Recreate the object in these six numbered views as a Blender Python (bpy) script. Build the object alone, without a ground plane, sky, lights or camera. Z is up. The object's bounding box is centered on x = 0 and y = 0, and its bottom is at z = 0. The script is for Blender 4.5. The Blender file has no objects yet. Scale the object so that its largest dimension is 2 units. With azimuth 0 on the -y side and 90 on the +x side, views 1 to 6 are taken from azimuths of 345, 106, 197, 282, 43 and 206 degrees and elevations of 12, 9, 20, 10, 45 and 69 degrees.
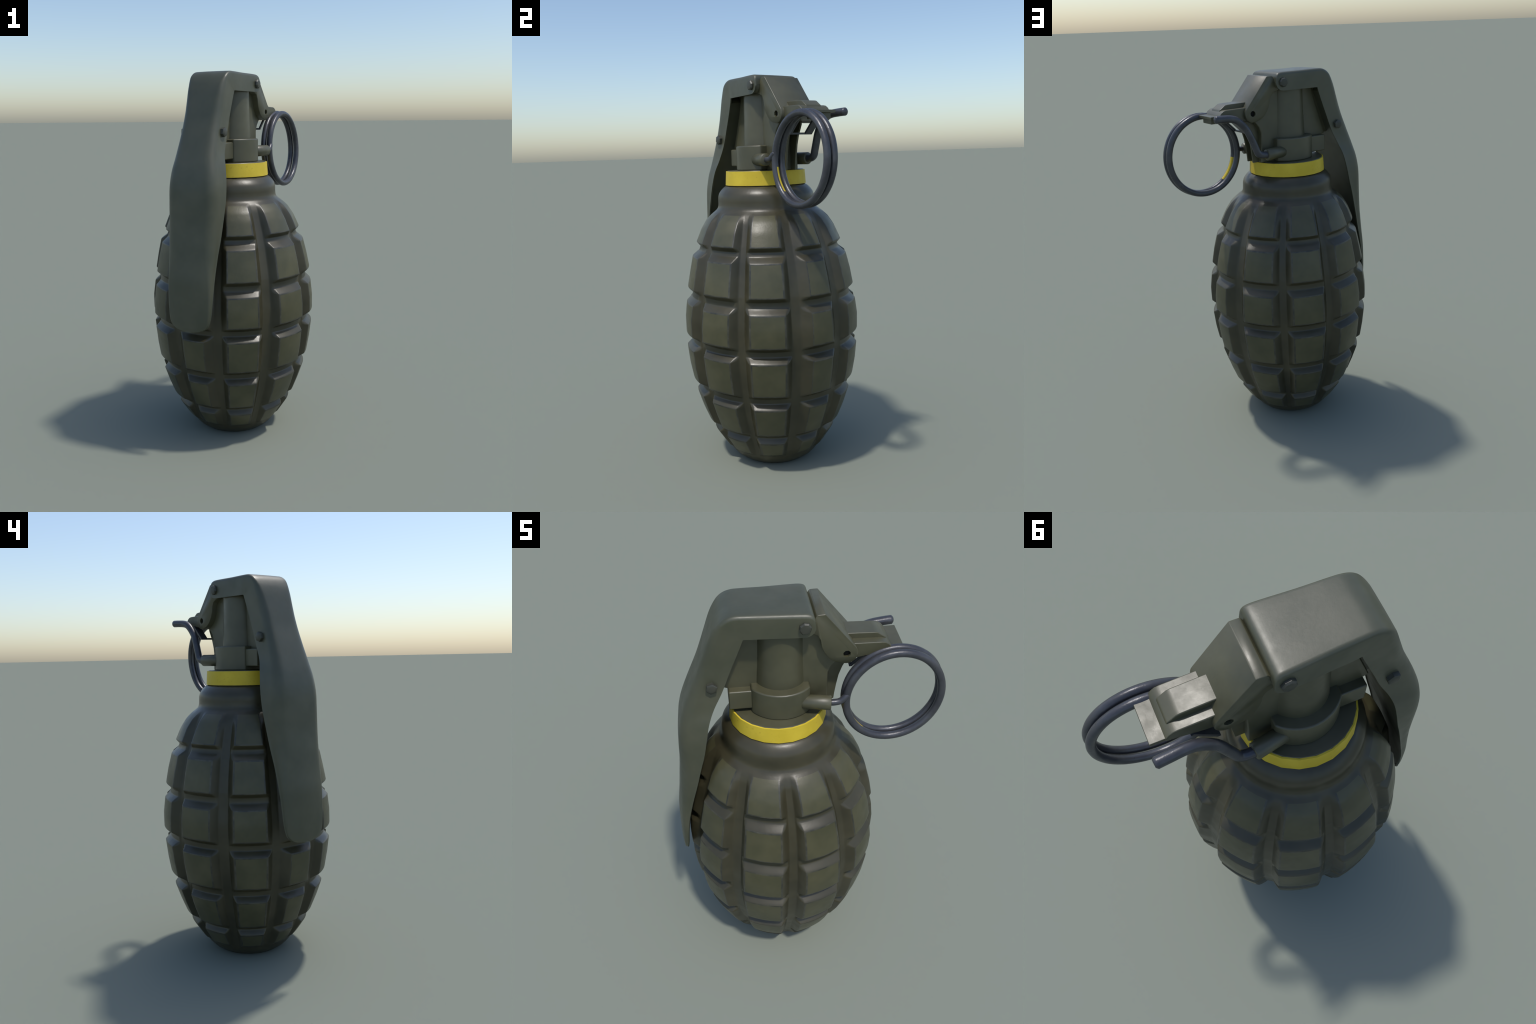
import bpy, bmesh, math
import numpy as np
from mathutils import Vector, Matrix

# ---------------------------------------------------------------- materials
def srgb(r, g, b):
    f = lambda c: (c / 255 / 12.92) if c / 255 <= 0.04045 else ((c / 255 + 0.055) / 1.055) ** 2.4
    return (f(r), f(g), f(b), 1.0)

def paint(name, col_a, col_b, rough=(0.36, 0.52), metallic=0.0, spec=0.5, scale=7.0,
          grain=0.012, speck=None, coat=0.0):
    """Two-tone mottled paint with uneven gloss and fine grain."""
    m = bpy.data.materials.new(name)
    m.use_nodes = True
    nt = m.node_tree
    N, L = nt.nodes, nt.links
    bs = N["Principled BSDF"]
    tc = N.new("ShaderNodeTexCoord")
    def noise(s, detail=4.0, roughness=0.55):
        n = N.new("ShaderNodeTexNoise")
        n.inputs["Scale"].default_value = s
        n.inputs["Detail"].default_value = detail
        n.inputs["Roughness"].default_value = roughness
        L.new(tc.outputs["Object"], n.inputs["Vector"])
        return n
    n1 = noise(scale, 5.0)
    r1 = N.new("ShaderNodeValToRGB")
    r1.color_ramp.elements[0].position = 0.36
    r1.color_ramp.elements[1].position = 0.66
    r1.color_ramp.elements[0].color = col_a
    r1.color_ramp.elements[1].color = col_b
    L.new(n1.outputs["Fac"], r1.inputs["Fac"])
    out = r1.outputs["Color"]
    if speck is not None:
        n3 = noise(70.0, 3.0, 0.7)
        r3 = N.new("ShaderNodeValToRGB")
        r3.color_ramp.elements[0].position = 0.60
        r3.color_ramp.elements[1].position = 0.74
        L.new(n3.outputs["Fac"], r3.inputs["Fac"])
        mul = N.new("ShaderNodeMath"); mul.operation = 'MULTIPLY'
        mul.inputs[1].default_value = 0.55
        L.new(r3.outputs["Color"], mul.inputs[0])
        mx = N.new("ShaderNodeMix"); mx.data_type = 'RGBA'
        mx.inputs["B"].default_value = speck
        L.new(mul.outputs[0], mx.inputs["Factor"])
        L.new(out, mx.inputs["A"])
        out = mx.outputs["Result"]
    L.new(out, bs.inputs["Base Color"])
    n2 = noise(scale * 2.3, 6.0, 0.6)
    mr = N.new("ShaderNodeMapRange")
    mr.inputs["From Min"].default_value = 0.3
    mr.inputs["From Max"].default_value = 0.7
    mr.inputs["To Min"].default_value = rough[0]
    mr.inputs["To Max"].default_value = rough[1]
    L.new(n2.outputs["Fac"], mr.inputs["Value"])
    L.new(mr.outputs["Result"], bs.inputs["Roughness"])
    if grain > 0:
        n4 = noise(55.0, 5.0, 0.65)
        bp = N.new("ShaderNodeBump")
        bp.inputs["Strength"].default_value = 0.25
        bp.inputs["Distance"].default_value = grain
        L.new(n4.outputs["Fac"], bp.inputs["Height"])
        L.new(bp.outputs["Normal"], bs.inputs["Normal"])
    bs.inputs["Metallic"].default_value = metallic
    bs.inputs["Specular IOR Level"].default_value = spec
    bs.inputs["Coat Weight"].default_value = coat
    return m

M_BLOCK = paint("olive_block_paint", srgb(67, 66, 45), srgb(81, 78, 55), (0.33, 0.45), spec=0.5, grain=0.002)
M_GROOVE = paint("olive_groove_baked_shade", srgb(54, 51, 36), srgb(66, 62, 45), (0.31, 0.42), spec=0.5, grain=0.0015)  # block olive browned and darkened to bake in the grooves' occlusion shade
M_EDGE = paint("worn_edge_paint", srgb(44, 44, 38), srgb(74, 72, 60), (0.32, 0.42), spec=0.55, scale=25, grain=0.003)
M_LEVER = paint("lever_paint", srgb(67, 69, 52), srgb(77, 77, 60), (0.38, 0.50), spec=0.7, grain=0.0012)
M_FUZE = paint("fuze_paint", srgb(69, 68, 49), srgb(81, 79, 58), (0.36, 0.50), spec=0.7, grain=0.0015)
M_RIVET = paint("rivet_steel", srgb(56, 57, 49), srgb(67, 67, 57), (0.4, 0.5), spec=0.5, scale=30, grain=0.002)
M_WIRE = paint("pin_wire_steel", srgb(64, 65, 70), srgb(78, 79, 83), (0.27, 0.4), metallic=0.3, spec=0.5, scale=14, grain=0.004)
M_YELLOW = paint("yellow_band_paint", srgb(202, 176, 48), srgb(214, 188, 58), (0.5, 0.62), spec=0.35, scale=9,
                 grain=0.003, speck=srgb(176, 140, 40))
M_DARK = paint("hole_dark", srgb(22, 22, 20), srgb(26, 26, 24), (0.7, 0.8), spec=0.2, grain=0)

# ---------------------------------------------------------------- helpers
root = bpy.data.objects.new("hand_grenade", None)
bpy.context.scene.collection.objects.link(root)
ANG = math.radians(49.0)
root.location = (-0.0499, -0.0125, 0.0)
root.rotation_euler = (0, 0, ANG)
root["label"] = "olive drab pineapple hand grenade with lever, pull ring and yellow band"
root["category"] = "hand grenade"

def link(name, me, mats, parent=None):
    ob = bpy.data.objects.new(name, me)
    bpy.context.scene.collection.objects.link(ob)
    for m in (mats if isinstance(mats, (list, tuple)) else [mats]):
        me.materials.append(m)
    ob.parent = parent or root
    return ob

def mesh_from(name, verts, faces):
    me = bpy.data.meshes.new(name)
    me.from_pydata([tuple(map(float, v)) for v in verts], [], faces)
    bm = bmesh.new(); bm.from_mesh(me)
    bmesh.ops.recalc_face_normals(bm, faces=bm.faces)
    bm.to_mesh(me); bm.free()
    return me

def finish(ob, bevel=0.0, seg=2, angle=35, smooth=True):
    me = ob.data
    if bevel:
        md = ob.modifiers.new("bevel", 'BEVEL')
        md.width = bevel; md.segments = seg
        md.limit_method = 'ANGLE'; md.angle_limit = math.radians(28)
        md.harden_normals = True
        me.shade_smooth()
        dg = bpy.context.evaluated_depsgraph_get()
        new = bpy.data.meshes.new_from_object(ob.evaluated_get(dg))
        ob.modifiers.clear()
        ob.data = new
        return ob
    if smooth:
        me.shade_smooth()
        me.set_sharp_from_angle(angle=math.radians(angle))
    return ob

def prism_xz(name, outline, y0, y1, mats, bevel=0.004, parent=None, seg=2, angle=35):
    """Outline in the x-z side plane, pulled from y0 to y1."""
    n = len(outline)
    v = [(x, y0, z) for x, z in outline] + [(x, y1, z) for x, z in outline]
    f = [tuple(range(n)), tuple(range(2 * n - 1, n - 1, -1))]
    f += [(i, (i + 1) % n, n + (i + 1) % n, n + i) for i in range(n)]
    return finish(link(name, mesh_from(name, v, f), mats, parent), bevel, seg, angle)

def prism_xy(name, outline, z0, z1, mats, bevel=0.004, parent=None, seg=2, angle=35):
    n = len(outline)
    v = [(x, y, z0) for x, y in outline] + [(x, y, z1) for x, y in outline]
    f = [tuple(range(n)), tuple(range(2 * n - 1, n - 1, -1))]
    f += [(i, (i + 1) % n, n + (i + 1) % n, n + i) for i in range(n)]
    return finish(link(name, mesh_from(name, v, f), mats, parent), bevel, seg, angle)

def box(name, x0, x1, y0, y1, z0, z1, mats, bevel=0.004, parent=None):
    return prism_xz(name, [(x0, z0), (x1, z0), (x1, z1), (x0, z1)], y0, y1, mats, bevel, parent)

def lathe(name, prof, mats, seg=48, cx=0.0, cy=0.0, parent=None, angle=35, phase=0.0):
    """prof: (r, z) from bottom to top; r = 0 closes the end."""
    v, rings = [], []
    for r, z in prof:
        if r <= 1e-6:
            rings.append([len(v)]); v.append((cx, cy, z))
        else:
            rings.append(list(range(len(v), len(v) + seg)))
            for i in range(seg):
                a = 2 * math.pi * i / seg + phase
                v.append((cx + r * math.cos(a), cy + r * math.sin(a), z))
    f = []
    for a, b in zip(rings[:-1], rings[1:]):
        for i in range(seg):
            j = (i + 1) % seg
            if len(a) == 1: f.append((a[0], b[j], b[i]))
            elif len(b) == 1: f.append((a[i], a[j], b[0]))
            else: f.append((a[i], a[j], b[j], b[i]))
    return finish(link(name, mesh_from(name, v, f), mats, parent), 0, 0, angle)

def catmull(pts, sub, closed=False):
    P = [np.array(p, float) for p in pts]
    n = len(P); out = []
    for i in range(n if closed else n - 1):
        p0 = P[(i - 1) % n] if closed or i > 0 else 2 * P[0] - P[1]
        p1, p2 = P[i], P[(i + 1) % n]
        p3 = P[(i + 2) % n] if closed or i + 2 < n else 2 * P[-1] - P[-2]
        for k in range(sub):
            t = k / sub
            out.append(0.5 * (2 * p1 + (p2 - p0) * t + (2 * p0 - 5 * p1 + 4 * p2 - p3) * t * t
                              + (3 * p1 - p0 - 3 * p2 + p3) * t ** 3))
    if not closed: out.append(P[-1])
    return out

def tube(name, path, rad, mats, parent=None, seg=14, closed=False, face_mat=None, rfun=None, chamfer=0.35):
    """Round wire along a path, ends capped with a small chamfer."""
    P = [np.array(p, float) for p in path]
    n = len(P)
    T = []
    for i in range(n):
        a = P[(i - 1) % n] if closed or i else P[0]
        b = P[(i + 1) % n] if closed or i < n - 1 else P[-1]
        t = b - a; T.append(t / np.linalg.norm(t))
    ref = np.array([0.13, 0.99, 0.05]); ref -= T[0] * (ref @ T[0]); ref /= np.linalg.norm(ref)
    v, f, fm = [], [], []
    U = []
    for i in range(n):
        ref = ref - T[i] * (ref @ T[i]); ref /= np.linalg.norm(ref)
        U.append(ref.copy())
    stations = [(i, rad, 0.0) for i in range(n)]
    if not closed:
        c = rad * chamfer
        stations = [(0, rad - c, -c)] + stations + [(n - 1, rad - c, c)]
    for i, r, off in stations:
        w = np.cross(T[i], U[i])
        rr = r * (rfun(i / n) if rfun else 1.0)
        for k in range(seg):
            a = 2 * math.pi * k / seg
            v.append(P[i] + T[i] * off + rr * (math.cos(a) * U[i] + math.sin(a) * w))
    m = len(stations)
    for i in range(m if closed else m - 1):
        j = (i + 1) % m
        for k in range(seg):
            l = (k + 1) % seg
            f.append((i * seg + k, i * seg + l, j * seg + l, j * seg + k))
    if not closed:
        f.append(tuple(range(seg - 1, -1, -1)))
        f.append(tuple(range((m - 1) * seg, m * seg)))
    me = mesh_from(name, v, f)
    ob = link(name, me, mats, parent)
    if face_mat:
        for p in me.polygons:
            p.material_index = face_mat(p.center, p.normal)
    return finish(ob, 0, 0, 50)

# ---------------------------------------------------------------- cast body
# outer profile of the blocks: (z, radius)
FACE = [(0.0, 0.180), (0.022, 0.214), (0.050, 0.240), (0.075, 0.262), (0.085, 0.270), (0.165, 0.321), (0.22, 0.350), (0.30, 0.382),
        (0.38, 0.408), (0.46, 0.427), (0.54, 0.441), (0.63, 0.4505), (0.70, 0.4535), (0.78, 0.4535), (0.863, 0.443),
        (0.94, 0.4345), (1.02, 0.419), (1.10, 0.400), (1.17, 0.3765), (1.24, 0.346), (1.285, 0.317),
        (1.312, 0.288), (1.328, 0.266), (1.342, 0.254), (1.36, 0.2505), (1.395, 0.2500), (1.415, 0.245), (1.432, 0.233),
        (1.446, 0.219), (1.454, 0.208), (1.456, 0.19)]
OFFX = [(0.0, 0.013), (0.2, 0.012), (0.45, 0.014), (0.6, 0.016), (0.85, 0.018), (1.02, 0.017), (1.17, 0.012), (1.35, 0.002), (1.5, 0.0)]
ROWS = [(0.082, 0.168), (0.226, 0.379), (0.455, 0.626), (0.702, 0.863), (0.940, 1.102), (1.172, 1.40)]
# columns: centre angle, half width of the face, width of the sloping flank (degrees)
COLS = [(0, 7.8, 6.0), (35.7, 11.2, 4.3), (71.3, 11.2, 4.3), (107.6, 11.7, 4.3), (145.2, 10.8, 4.2), (180, 8.2, 6.0),
        (214.8, 10.8, 4.2), (252.4, 11.7, 4.3), (288.7, 11.2, 4.3), (324.3, 11.2, 4.3)]
WALL_ZT, WALL_ZB = 0.027, 0.022

fz, fr = np.array([p[0] for p in FACE]), np.array([p[1] for p in FACE])
def face_r(z):
    return np.interp(z, fz, fr)
def soft(t, k=0.10):
    """clamp to 0..1 with rounded shoulders"""
    def smax0(x): return 0.5 * (x + np.sqrt(x * x + k * k)) - 0.5 * k * 0.0
    return 1.0 - smax0(1.0 - smax0(t)) + 0.0

def ladder(lo, hi, wlo, whi, n_face):
    """parameter lines across one raised piece, dense where it turns"""
    l = []
    l += [lo - wlo * 1.12, lo - wlo, lo - wlo * 0.85, lo - wlo * 0.6, lo - wlo * 0.3, lo - wlo * 0.08,
          lo + wlo * 0.0, lo + wlo * 0.10, lo + wlo * 0.26]
    l += list(np.linspace(lo + wlo * 0.26, hi - whi * 0.26, n_face + 2)[1:-1])
    l += [hi - whi * 0.26, hi - whi * 0.10, hi, hi + whi * 0.08, hi + whi * 0.3, hi + whi * 0.6, hi + whi * 0.85,
          hi + whi, hi + whi * 1.12]
    return l

TH = []
for c, h, w in COLS:
    TH += ladder(c - h, c + h, w, w, 4)
TH = np.array(sorted(t % 360 for t in TH))
gap = np.diff(np.append(TH, TH[0] + 360))
extra = [TH[i] + gap[i] * 0.5 for i in range(len(TH)) if gap[i] > 4]
TH = np.array(sorted(list(TH) + [e % 360 for e in extra]))

ZL = [0.0, 0.008, 0.022, 0.036, 0.048, 0.058]
for i, (a, b) in enumerate(ROWS):
    if i == 0:
        l = [x for x in ladder(a, b, 0.012, WALL_ZT, 4) if x > 0.062]
    elif i == 5:
        l = [a - WALL_ZB * q for q in (1.12, 1, .85, .6, .3, .08, 0, -.1, -.26)]
        l += [1.19, 1.205, 1.22, 1.235, 1.25, 1.262, 1.274, 1.286, 1.297, 1.307, 1.316, 1.324, 1.332, 1.34, 1.35, 1.36,
              1.378, 1.395, 1.405, 1.415, 1.424, 1.432, 1.44, 1.446, 1.451, 1.454, 1.456]
    else:
        l = ladder(a, b, WALL_ZB, WALL_ZT, 5)
    ZL += l
ZL = np.array(sorted(set(np.round(ZL, 5))))

def ramp_theta(t):
    best = np.full_like(t, -9.0)
    for c, h, w in COLS:
        d = np.abs((t - c + 180) % 360 - 180)
        best = np.maximum(best, (h + w - d) / w)
    return best
def ramp_z(z):
    best = np.full_like(z, -9.0)
    for i, (a, b) in enumerate(ROWS):
        wl = WALL_ZB if i else 0.012
        best = np.maximum(best, np.minimum((z - a + wl) / wl, (b + WALL_ZT - z) / WALL_ZT))
    return best

rt = ramp_theta(TH)[None, :] + 0 * ZL[:, None]
rz = ramp_z(ZL)[:, None] + 0 * TH[None, :]
rt = soft(np.clip(rt, -0.6, 1.8), 0.08)
rz = soft(np.clip(rz, -0.6, 1.8), 0.08)
fade = np.interp(ZL, [0.0, 0.045, 0.08, 0.16, 0.22, 1.16, 1.24, 1.29, 1.325, 1.5],
                 [0, 0.0, 0.35, 0.8, 1, 1, 0.85, 0.45, 0.0, 0])[:, None]
side = np.abs((TH + 180) % 360 - 180)
groove_v = np.interp(side, [0, 40, 60, 90, 127, 150, 165], [0.034, 0.034, 0.036, 0.039, 0.040, 0.038, 0.036])[None, :]
groove_h = np.interp(ZL, [0.3, 0.65, 0.80, 0.95, 1.2], [0.034, 0.034, 0.029, 0.027, 0.027])[:, None]
sink = np.maximum(groove_v * (1 - rt), groove_h * (1 - rz)) * fade
# spline-smoothed profile so the block faces are gently curved
zz = np.linspace(0, 1.456, 1500)
prof = np.interp(zz, fz, fr)
ker = np.hanning(17); ker /= ker.sum()
pads = np.concatenate([np.full(8, prof[0]), prof, np.full(8, prof[-1])])
sm = np.convolve(pads, ker, 'valid')
R0 = np.interp(ZL, zz, sm)[:, None]
RR = R0 - sink
ox = np.interp(ZL, [p[0] for p in OFFX], [p[1] for p in OFFX])[:, None]
# casting unevenness
tt = np.radians(TH)[None, :]
RR = RR + 0.0012 * np.sin(3 * tt + 9 * ZL[:, None]) * np.sin(14 * ZL[:, None] + 2 * tt) * (R0 > 0.2)
PX = ox + RR * np.cos(tt) * (1 + 0.011 * (R0 > 0.27)); PY = RR * np.sin(tt); PZ = np.repeat(ZL[:, None], len(TH), 1)
nz, nt_ = PX.shape
V = np.stack([PX, PY, PZ], -1).reshape(-1, 3)
faces, region, mat = [], [], []
cz = lambda i: 0.5 * (ZL[i] + ZL[i + 1])
TH2 = np.append(TH, TH[0] + 360)
for i in range(nz - 1):
    zc = cz(i)
    row = next((k for k, (a, b) in enumerate(ROWS) if a - (WALL_ZB if k else 0.012) <= zc <= min(b, 1.30) + WALL_ZT), None)
    if row == 5 and zc > 1.318: row = None
    for j in range(nt_):
        tc_ = 0.5 * (TH2[j] + TH2[j + 1])
        jn = (j + 1) % nt_
        faces.append((i * nt_ + j, i * nt_ + jn, (i + 1) * nt_ + jn, (i + 1) * nt_ + j))
        col = None
        for k, (c, h, w) in enumerate(COLS):
            d = abs((tc_ - c + 180) % 360 - 180)
            if d <= h + w: col = (k, d, h); break
        if row is None or col is None:
            region.append(-1); mat.append(0)
        else:
            a, b = ROWS[row]
            dth, dz0 = col[2] - col[1], zc - a
            dz1 = (b - zc) if row < 5 else 1
            inside = min(dth * 0.0078, dz0, dz1)
            region.append(row * 10 + col[0])
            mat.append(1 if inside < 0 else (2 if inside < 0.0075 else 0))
faces = np.array(faces); region = np.array(region); mat = np.array(mat)
bot = len(V)
V = np.vstack([V, [[0.012, 0, 0.0]]])
full = bpy.data.meshes.new("tmp")
ff = [tuple(q) for q in faces.tolist()] + [(bot, (j + 1) % nt_, j) for j in range(nt_)]
full.from_pydata(V.tolist(), [], ff)
full.shade_smooth()
VN = np.zeros(len(V) * 3); full.vertices.foreach_get("normal", VN); VN = VN.reshape(-1, 3)
bpy.data.meshes.remove(full)

def part_mesh(name, fl, ml):
    used = sorted({i for q in fl for i in q})
    mp = {o: n for n, o in enumerate(used)}
    me = bpy.data.meshes.new(name)
    me.from_pydata(V[used].tolist(), [], [tuple(mp[i] for i in q) for q in fl])
    me.polygons.foreach_set("material_index", ml)
    me.shade_smooth()
    me.normals_split_custom_set_from_vertices(VN[used].tolist())
    return me

sel = np.where(region < 0)[0]
shell_faces = [tuple(faces[k].tolist()) for k in sel] + [(bot, (j + 1) % nt_, j) for j in range(nt_)]
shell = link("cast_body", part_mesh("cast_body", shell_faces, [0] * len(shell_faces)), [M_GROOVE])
for r in range(60):
    sel = np.where(region == r)[0]
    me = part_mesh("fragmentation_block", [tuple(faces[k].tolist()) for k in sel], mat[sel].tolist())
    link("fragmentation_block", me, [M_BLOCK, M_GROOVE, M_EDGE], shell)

# ---------------------------------------------------------------- neck, yellow band
lathe("fuze_base", [(0.0, 1.44), (0.199, 1.44), (0.2005, 1.524), (0.196, 1.5305), (0.0, 1.5315)], M_FUZE, seg=40)
lathe("yellow_band", [(0.199, 1.457), (0.2098, 1.4572), (0.2052, 1.5275), (0.199, 1.528)],
      M_YELLOW, seg=22, phase=0.05, angle=25)

# ---------------------------------------------------------------- fuze housing
# flat web of the housing, seen from the side
web = [(0.0, 1.930), (0.0, 1.529), (0.203, 1.529), (0.199, 1.62), (0.199, 1.69), (0.212, 1.722), (0.238, 1.750),
       (0.262, 1.768), (0.262, 1.84), (0.17, 1.93)]
rear = [(-0.130, 1.940), (-0.165, 1.815), (-0.228, 1.642), (-0.205, 1.634), (-0.12, 1.630), (0.02, 1.630), (0.02, 1.930)]
nose = [(0.15, 1.529), (0.236, 1.529), (0.2385, 1.56), (0.244, 1.605), (0.251, 1.65), (0.264, 1.692), (0.290, 1.745),
        (0.290, 1.775), (0.15, 1.80)]
housing = prism_xz("fuze_housing", web, -0.066, 0.066, M_FUZE, 0.006)
prism_xz("housing_web", rear, -0.048, 0.048, M_FUZE, 0.004, parent=housing)
back = [(-0.10, 1.945), (-0.205, 1.945), (-0.245, 1.86), (-0.280, 1.745), (-0.310, 1.668), (-0.300, 1.646), (-0.10, 1.640)]
prism_xz("housing_web", back, -0.034, 0.034, M_FUZE, 0.003, parent=housing)
for s in (-1, 1):
    prism_xz("housing_rib", nose, s * 0.022, s * 0.032, M_FUZE, 0.002, parent=housing)
# round striker tower standing through the web
lathe("striker_tower", [(0.0, 1.60), (0.1115, 1.60), (0.1105, 1.67), (0.106, 1.78), (0.1035, 1.925), (0.0, 1.925)], M_FUZE, seg=40, cx=0.010)
# bracket drum round the foot of the tower, cut off flat fore and aft
def drum(r):
    a0, a1 = math.radians(42), math.radians(146)
    up = [(0.010 + r * math.cos(a), r * math.sin(a)) for a in np.linspace(a0, a1, 15)]
    return up + [(x, -y) for x, y in reversed(up)]
prism_xy("tower_bracket", drum(0.1515), 1.530, 1.654, M_FUZE, 0.007, seg=3)
box("bracket_lug", -0.208, -0.10, -0.082, 0.082, 1.550, 1.6385, M_FUZE, 0.006)
for s in (-1, 1):
    # tube that the pin leg runs through
    tube("pin_boss", [(0.092, s * 0.104, 1.583), (0.165, s * 0.118, 1.583), (0.204, s * 0.126, 1.583)], 0.0305, M_FUZE, seg=18, chamfer=0.12)

# hinge cap: solid block between lever and pin tab with rounded ears
def arc(cx, cz, r, a0, a1, n):
    return [(cx + r * math.cos(math.radians(a)), cz + r * math.sin(math.radians(a))) for a in np.linspace(a0, a1, n)]
cap = [(0.100, 1.905), (0.134, 1.972), (0.140, 1.977), (0.170, 1.978)] + arc(0.263, 1.796, 0.044, 42, -100, 12) + \
      [(0.218, 1.763), (0.192, 1.782), (0.173, 1.808), (0.160, 1.838), (0.155, 1.868), (0.143, 1.888), (0.122, 1.899)]
cap_ob = prism_xz("hinge_cap", cap, -0.098, 0.098, M_FUZE, 0.0028)
def cutter(me):
    ob = bpy.data.objects.new("cutter", me)
    bpy.context.scene.collection.objects.link(ob); ob.parent = root
    return ob
def cut(ob, verts, fcs):
    c = cutter(mesh_from("cutter", verts, fcs))
    md = ob.modifiers.new("cut", 'BOOLEAN'); md.operation = 'DIFFERENCE'; md.object = c; md.solver = 'EXACT'
    dg = bpy.context.evaluated_depsgraph_get()
    new = bpy.data.meshes.new_from_object(ob.evaluated_get(dg))
    ob.modifiers.clear(); ob.data = new
    bpy.data.objects.remove(c)
    new.shade_smooth(); new.set_sharp_from_angle(angle=math.radians(35))
def hull8(p):  # 4 points + 4 points
    return p, [(0, 1, 2, 3), (7, 6, 5, 4), (0, 4, 5, 1), (1, 5, 6, 2), (2, 6, 7, 3), (3, 7, 4, 0)]
# pivot hole
hx, hz, hr = 0.262, 1.797, 0.0155
n = 8
hv = [(hx + hr * math.cos(2 * math.pi * (k + .5) / n), y, hz + hr * math.sin(2 * math.pi * (k + .5) / n)) for y in (-0.2, 0.2) for k in range(n)]
hf = [tuple(range(n)), tuple(range(2 * n - 1, n - 1, -1))] + [(k, (k + 1) % n, n + (k + 1) % n, n + k) for k in range(n)]
cut(cap_ob, hv, hf)
# slit beside the pressed tongue on the sloping face
sl = Vector((0.170, 0, 1.978)); se = Vector((0.302, 0, 1.832)); dn = Vector((se.z - sl.z, 0, -(se.x - sl.x))).normalized() * 0.008
a_, b_ = sl.lerp(se, 0.52), sl.lerp(se, 0.93)
for y0, w0, w1 in ((-0.050, 0.0012, 0.0028),):
    P8 = []
    for y_sg in (-1, 1):
        P8 += [(a_ - dn) + Vector((0, y0 + y_sg * w0, 0)), (b_ - dn) + Vector((0, y0 + y_sg * w1, 0)),
               (b_ + dn) + Vector((0, y0 + y_sg * w1, 0)), (a_ + dn * .5) + Vector((0, y0 + y_sg * w0, 0))]
    cut(cap_ob, *hull8(P8))
tube("dark_hole_core", [(hx, -0.082, hz), (hx, 0.082, hz)], 0.018, M_DARK, parent=cap_ob)  # near-black cylinder filling the inside of the hole

# ---------------------------------------------------------------- pin tab in front of the cap
tab = [(0.255, 1.830), (0.405, 1.8265), (0.420, 1.8235), (0.434, 1.8145), (0.4465, 1.8000), (0.4465, 1.786), (0.415, 1.784),
       (0.36, 1.770), (0.316, 1.763), (0.255, 1.758)]
tab_ob = prism_xz("pin_tab", tab, -0.079, 0.079, M_FUZE, 0.004)
rib = [(0.262, 1.815), (0.262, 1.8545), (0.380, 1.850), (0.394, 1.8475), (0.4245, 1.8265), (0.43, 1.815)]
prism_xz("tab_rib", rib, -0.043, 0.045, M_FUZE, 0.004, parent=tab_ob)
box("tab_lip", 0.40, 0.4935, -0.074, 0.076, 1.7870, 1.8005, M_FUZE, 0.0025, parent=tab_ob)
box("tab_hook", 0.418, 0.484, -0.035, 0.055, 1.761, 1.789, M_FUZE, 0.004, parent=tab_ob)
# thin bent spring bail below the tab: slanting legs and a cross bar
leg_side = [(0.365, 1.775), (0.2935, 1.708), (0.288, 1.697), (0.300, 1.697), (0.3055, 1.703), (0.375, 1.768)]
bail = prism_xz("spring_bail", leg_side, 0.043, 0.083, M_WIRE, 0.0012, parent=tab_ob)
prism_xz("spring_bail", leg_side, -0.045, -0.036, M_WIRE, 0.0012, parent=tab_ob)
box("spring_bar", 0.2885, 0.3000, -0.037, 0.044, 1.6972, 1.7065, M_WIRE, 0.0012, parent=tab_ob)

# ---------------------------------------------------------------- safety lever
# stations: back x, back z, edge x, edge z, half width at back, half width at edge
ST = [(0.1295, 1.960, 0.1305, 1.934, .1245, .1260), (0.125, 1.980, 0.122, 1.917, .1250, .1260), (0.110, 1.992, 0.101, 1.904, .1245, .1255),
      (0.07, 1.9955, 0.07, 1.902, .1225, .1240), (-0.04, 1.9965, -0.035, 1.902, .1155, .1165), (-0.13, 1.9985, -0.115, 1.902, .1115, .1125),
      (-0.176, 1.9970, -0.137, 1.902, .109, .110), (-0.210, 1.983, -0.1415, 1.900, .108, .109), (-0.237, 1.955, -0.144, 1.893, .107, .108),
      (-0.260, 1.915, -0.153, 1.868, .107, .107), (-0.288, 1.84, -0.174, 1.815, .106, .106), (-0.325, 1.740, -0.202, 1.745, .106, .1065),
      (-0.364, 1.650, -0.234, 1.662, .109, .109), (-0.398, 1.565, -0.272, 1.585, .117, .118), (-0.418, 1.495, -0.297, 1.52, .130, .136),
      (-0.427, 1.42, -0.313, 1.445, .140, .148), (-0.428, 1.34, -0.329, 1.366, .144, .153), (-0.431, 1.25, -0.350, 1.286, .144, .153),
      (-0.440, 1.14, -0.378, 1.172, .141, .148), (-0.449, 1.05, -0.404, 1.07, .135, .140), (-0.459, 0.95, -0.431, 0.953, .131, .135),
      (-0.465, 0.85, -0.446, 0.852, .127, .131), (-0.468, 0.78, -0.453, 0.781, .122, .126), (-0.470, 0.735, -0.460, 0.735, .113, .117),
      (-0.472, 0.710, -0.462, 0.710, .096, .099), (-0.474, 0.695, -0.464, 0.695, .070, .073), (-0.476, 0.688, -0.466, 0.688, .036, .038)]
arr = catmull(ST, 5)
THK = 0.007
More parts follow.
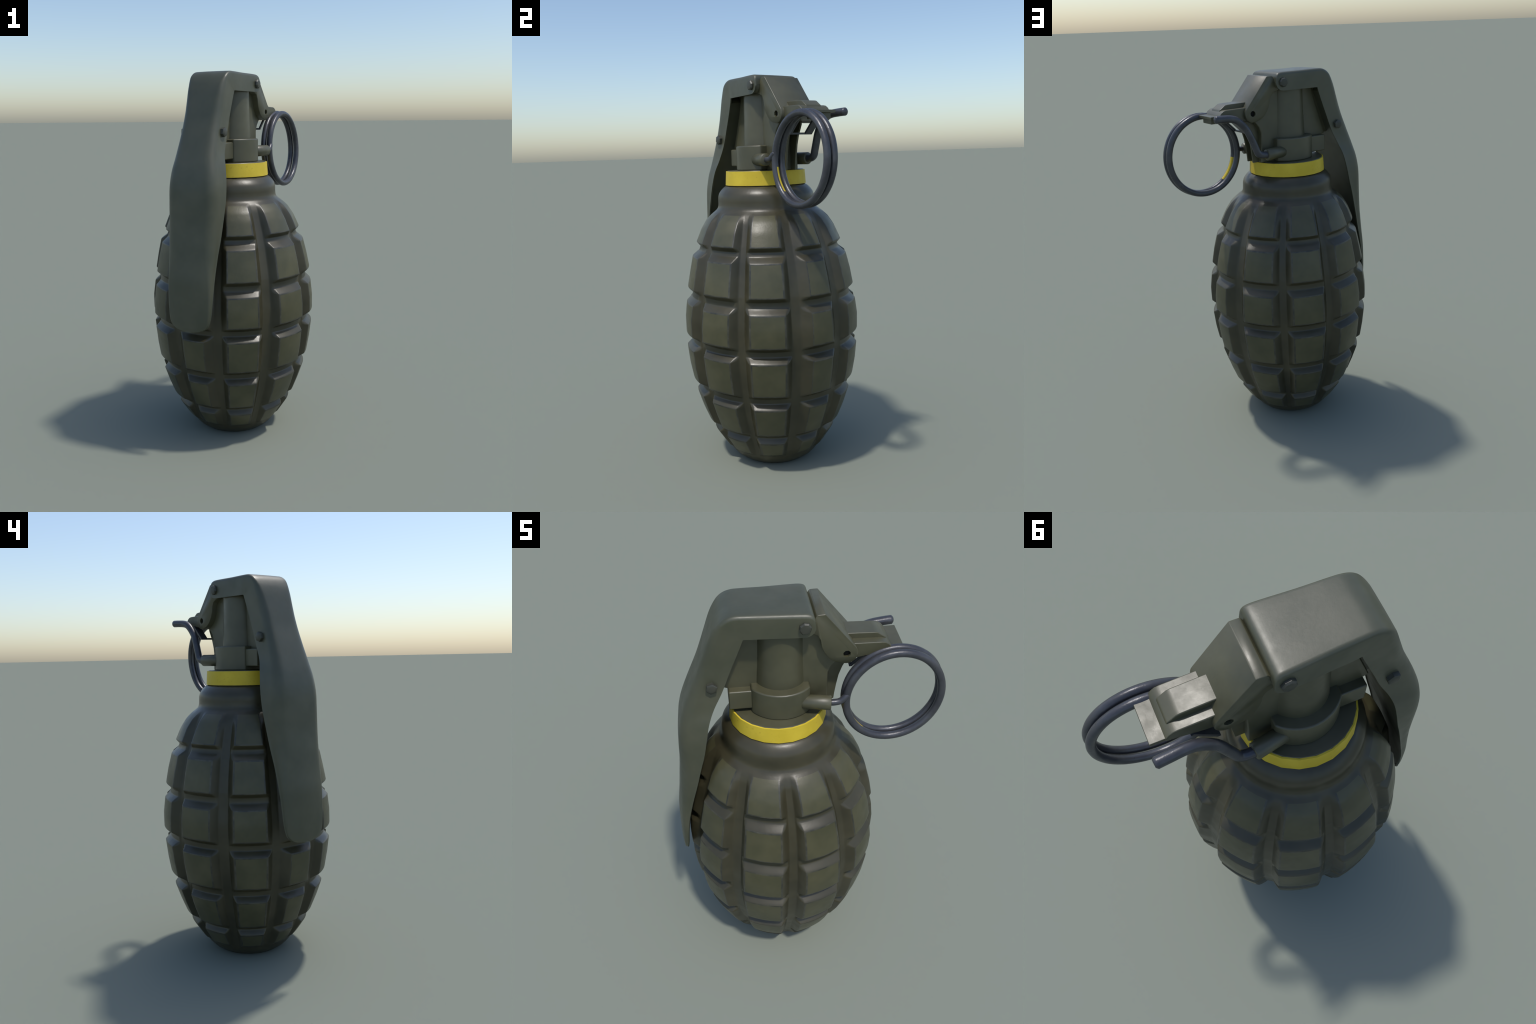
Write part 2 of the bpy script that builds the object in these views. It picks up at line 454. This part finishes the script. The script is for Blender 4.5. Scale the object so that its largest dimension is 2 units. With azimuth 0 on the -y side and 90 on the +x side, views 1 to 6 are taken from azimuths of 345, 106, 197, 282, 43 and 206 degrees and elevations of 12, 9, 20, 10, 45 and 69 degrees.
def lever_section(st):
    bx, bz, ex, ez, hb, he = st
    B, E = np.array([bx, bz]), np.array([ex, ez])
    dep = np.linalg.norm(E - B)
    u = (E - B) / dep
    rc = min(np.interp(bz, [1.2, 1.45, 1.8, 1.93, 1.97], [0.055, 0.050, 0.040, 0.028, 0.015]), dep * 0.75, hb * 0.8)
    pts = [(0.0, y) for y in np.linspace(0, hb - rc, 5)]
    pts += [(rc - rc * math.cos(a), hb - rc + rc * math.sin(a)) for a in np.linspace(0, math.pi / 2, 7)[1:]]
    for k in (0.33, 0.66, 1.0):
        q = k
        w = hb + (he - hb) * (q ** 1.3)
        pts.append((rc + (dep - rc) * q, w))
    # crown across the back, fuller towards the tip
    crown = np.interp(bz, [0.69, 0.71, 0.75, 0.95, 1.14, 1.34, 1.5], [0.008, 0.013, 0.017, 0.021, 0.020, 0.013, 0.0012])
    out = []
    for d, y in pts:
        d = d - crown * max(0.0, 1 - (y / hb) ** 2)
        out.append((d, y))
    half = np.array(out)
    # inward offset for wall thickness
    tan = np.gradient(half, axis=0); tan /= np.linalg.norm(tan, axis=1)[:, None]
    nrm = np.stack([tan[:, 1], -tan[:, 0]], 1)
    inner = half + nrm * THK
    inner[:, 1] = np.maximum(inner[:, 1], 0.0)
    # the pressing is backed: its hollow is shallow below the bend
    fill = np.interp(bz, [1.93, 1.985], [1.0, 0.0])
    floor = dep * (0.96 - 0.07 * np.maximum(0.0, 1 - (inner[:, 1] / hb) ** 2))
    inner[:, 0] = np.where(inner[:, 1] < he - THK * 0.5, inner[:, 0] * (1 - fill) + np.maximum(inner[:, 0], floor) * fill, inner[:, 0])
    inner[0, 1] = 0.0
    loop = list(half[::-1]) + [(d, -y) for d, y in half[1:]] + [(d, -y) for d, y in inner[::-1]] + list(inner[1:])
    return [(B[0] + u[0] * d, y, B[1] + u[1] * d) for d, y in loop]
LV, LF = [], []
for st in arr:
    sec = lever_section(st); ns = len(sec); LV += sec
for i in range(len(arr) - 1):
    for k in range(ns):
        l = (k + 1) % ns
        LF.append((i * ns + k, i * ns + l, (i + 1) * ns + l, (i + 1) * ns + k))
nhalf = 5 + 6 + 3
m = 2 * nhalf - 1
inner_of = {k: (m + (m - 1 - k)) % ns if m + (m - 1 - k) < ns else None for k in range(m)}
def cap_ring(base):
    return [(base + k, base + k + 1, base + inner_of[k + 1], base + inner_of[k]) for k in range(m - 1)
            if inner_of[k] is not None and inner_of[k + 1] is not None]
LF += cap_ring(0) + cap_ring((len(arr) - 1) * ns)
lever = link("safety_lever", mesh_from("safety_lever", LV, LF), M_LEVER)
finish(lever, 0, 0, 42)

# hinge barrel that fills the lever's front end
tube("hinge_barrel", [(0.090, -0.117, 1.944), (0.090, 0.117, 1.944)], 0.036, M_FUZE, parent=lever, seg=24, chamfer=0.05)
# rivets of the lever
def rivet(x, y, z, r, h, sides, dome):
    s = 1 if y > 0 else -1
    prof = [(r, -0.008), (r, h * (0.55 if dome else 0.8)), (r * (0.82), h * 0.92), (r * (0.5), h), (0, h)]
    v, f = [], []
    for rr, d in prof:
        for k in range(sides):
            a = 2 * math.pi * (k + 0.3) / sides
            v.append((x + rr * math.cos(a), y + s * d, z + rr * math.sin(a)))
    for i in range(len(prof) - 1):
        for k in range(sides):
            l = (k + 1) % sides
            f.append((i * sides + k, i * sides + l, (i + 1) * sides + l, (i + 1) * sides + k))
    me = mesh_from("rivet", v, f)
    finish(link("rivet", me, M_RIVET, lever), 0, 0, 30)
for s in (-1, 1):
    rivet(0.090, s * 0.1240, 1.944, 0.0245, 0.0150, 8, True)
    rivet(-0.273, s * 0.1040, 1.693, 0.0245, 0.0225, 6, False)

# ---------------------------------------------------------------- pin and pull ring
WR = 0.0145
leg = [(0.17, 0.123, 1.583), (0.225, 0.125, 1.583), (0.256, 0.124, 1.596), (0.272, 0.122, 1.630), (0.305, 0.117, 1.705), (0.335, 0.116, 1.745),
       (0.370, 0.117, 1.775), (0.405, 0.120, 1.787), (0.455, 0.126, 1.791), (0.494, 0.130, 1.792)]
tube("safety_pin", catmull(leg, 6), 0.0190, M_WIRE)
leg2 = [(0.17, -0.123, 1.583), (0.222, -0.125, 1.583), (0.246, -0.125, 1.588), (0.262, -0.124, 1.602), (0.274, -0.120, 1.612)]
tube("safety_pin", catmull(leg2, 6), WR * 0.95, M_WIRE)

RC = np.array([0.4700, -0.099, 1.583])
def loop(off, rx, rzz, tilt, yaw, dx, dz, nn=72):
    out = []
    for k in range(nn):
        a = 2 * math.pi * k / nn
        x, z = rx * math.cos(a), rzz * math.sin(a)
        y = off + tilt * z + yaw * x
        out.append(RC + np.array([x + dx, y, z + dz]))
    return out
def yellow_patch(c, nrm):
    d = np.array(c) - RC
    a = math.degrees(math.atan2(d[2], d[0])) % 360
    rad = np.array([math.cos(math.radians(a)), 0, math.sin(math.radians(a))])
    return 1 if (193 < a < 233 and nrm[1] > 0.1 and np.dot(np.array(nrm), rad) < 0.35) else 0
ring = tube("pull_ring", loop(-0.0175, 0.1995, 0.207, 0.04, 0.0, 0.0, -0.001), 0.0165, [M_WIRE, M_YELLOW], closed=True, face_mat=yellow_patch)
tube("ring_coil", loop(0.0195, 0.1995, 0.2065, 0.035, 0.0, 0.0, 0.001), 0.0165, M_WIRE, closed=True, parent=ring)
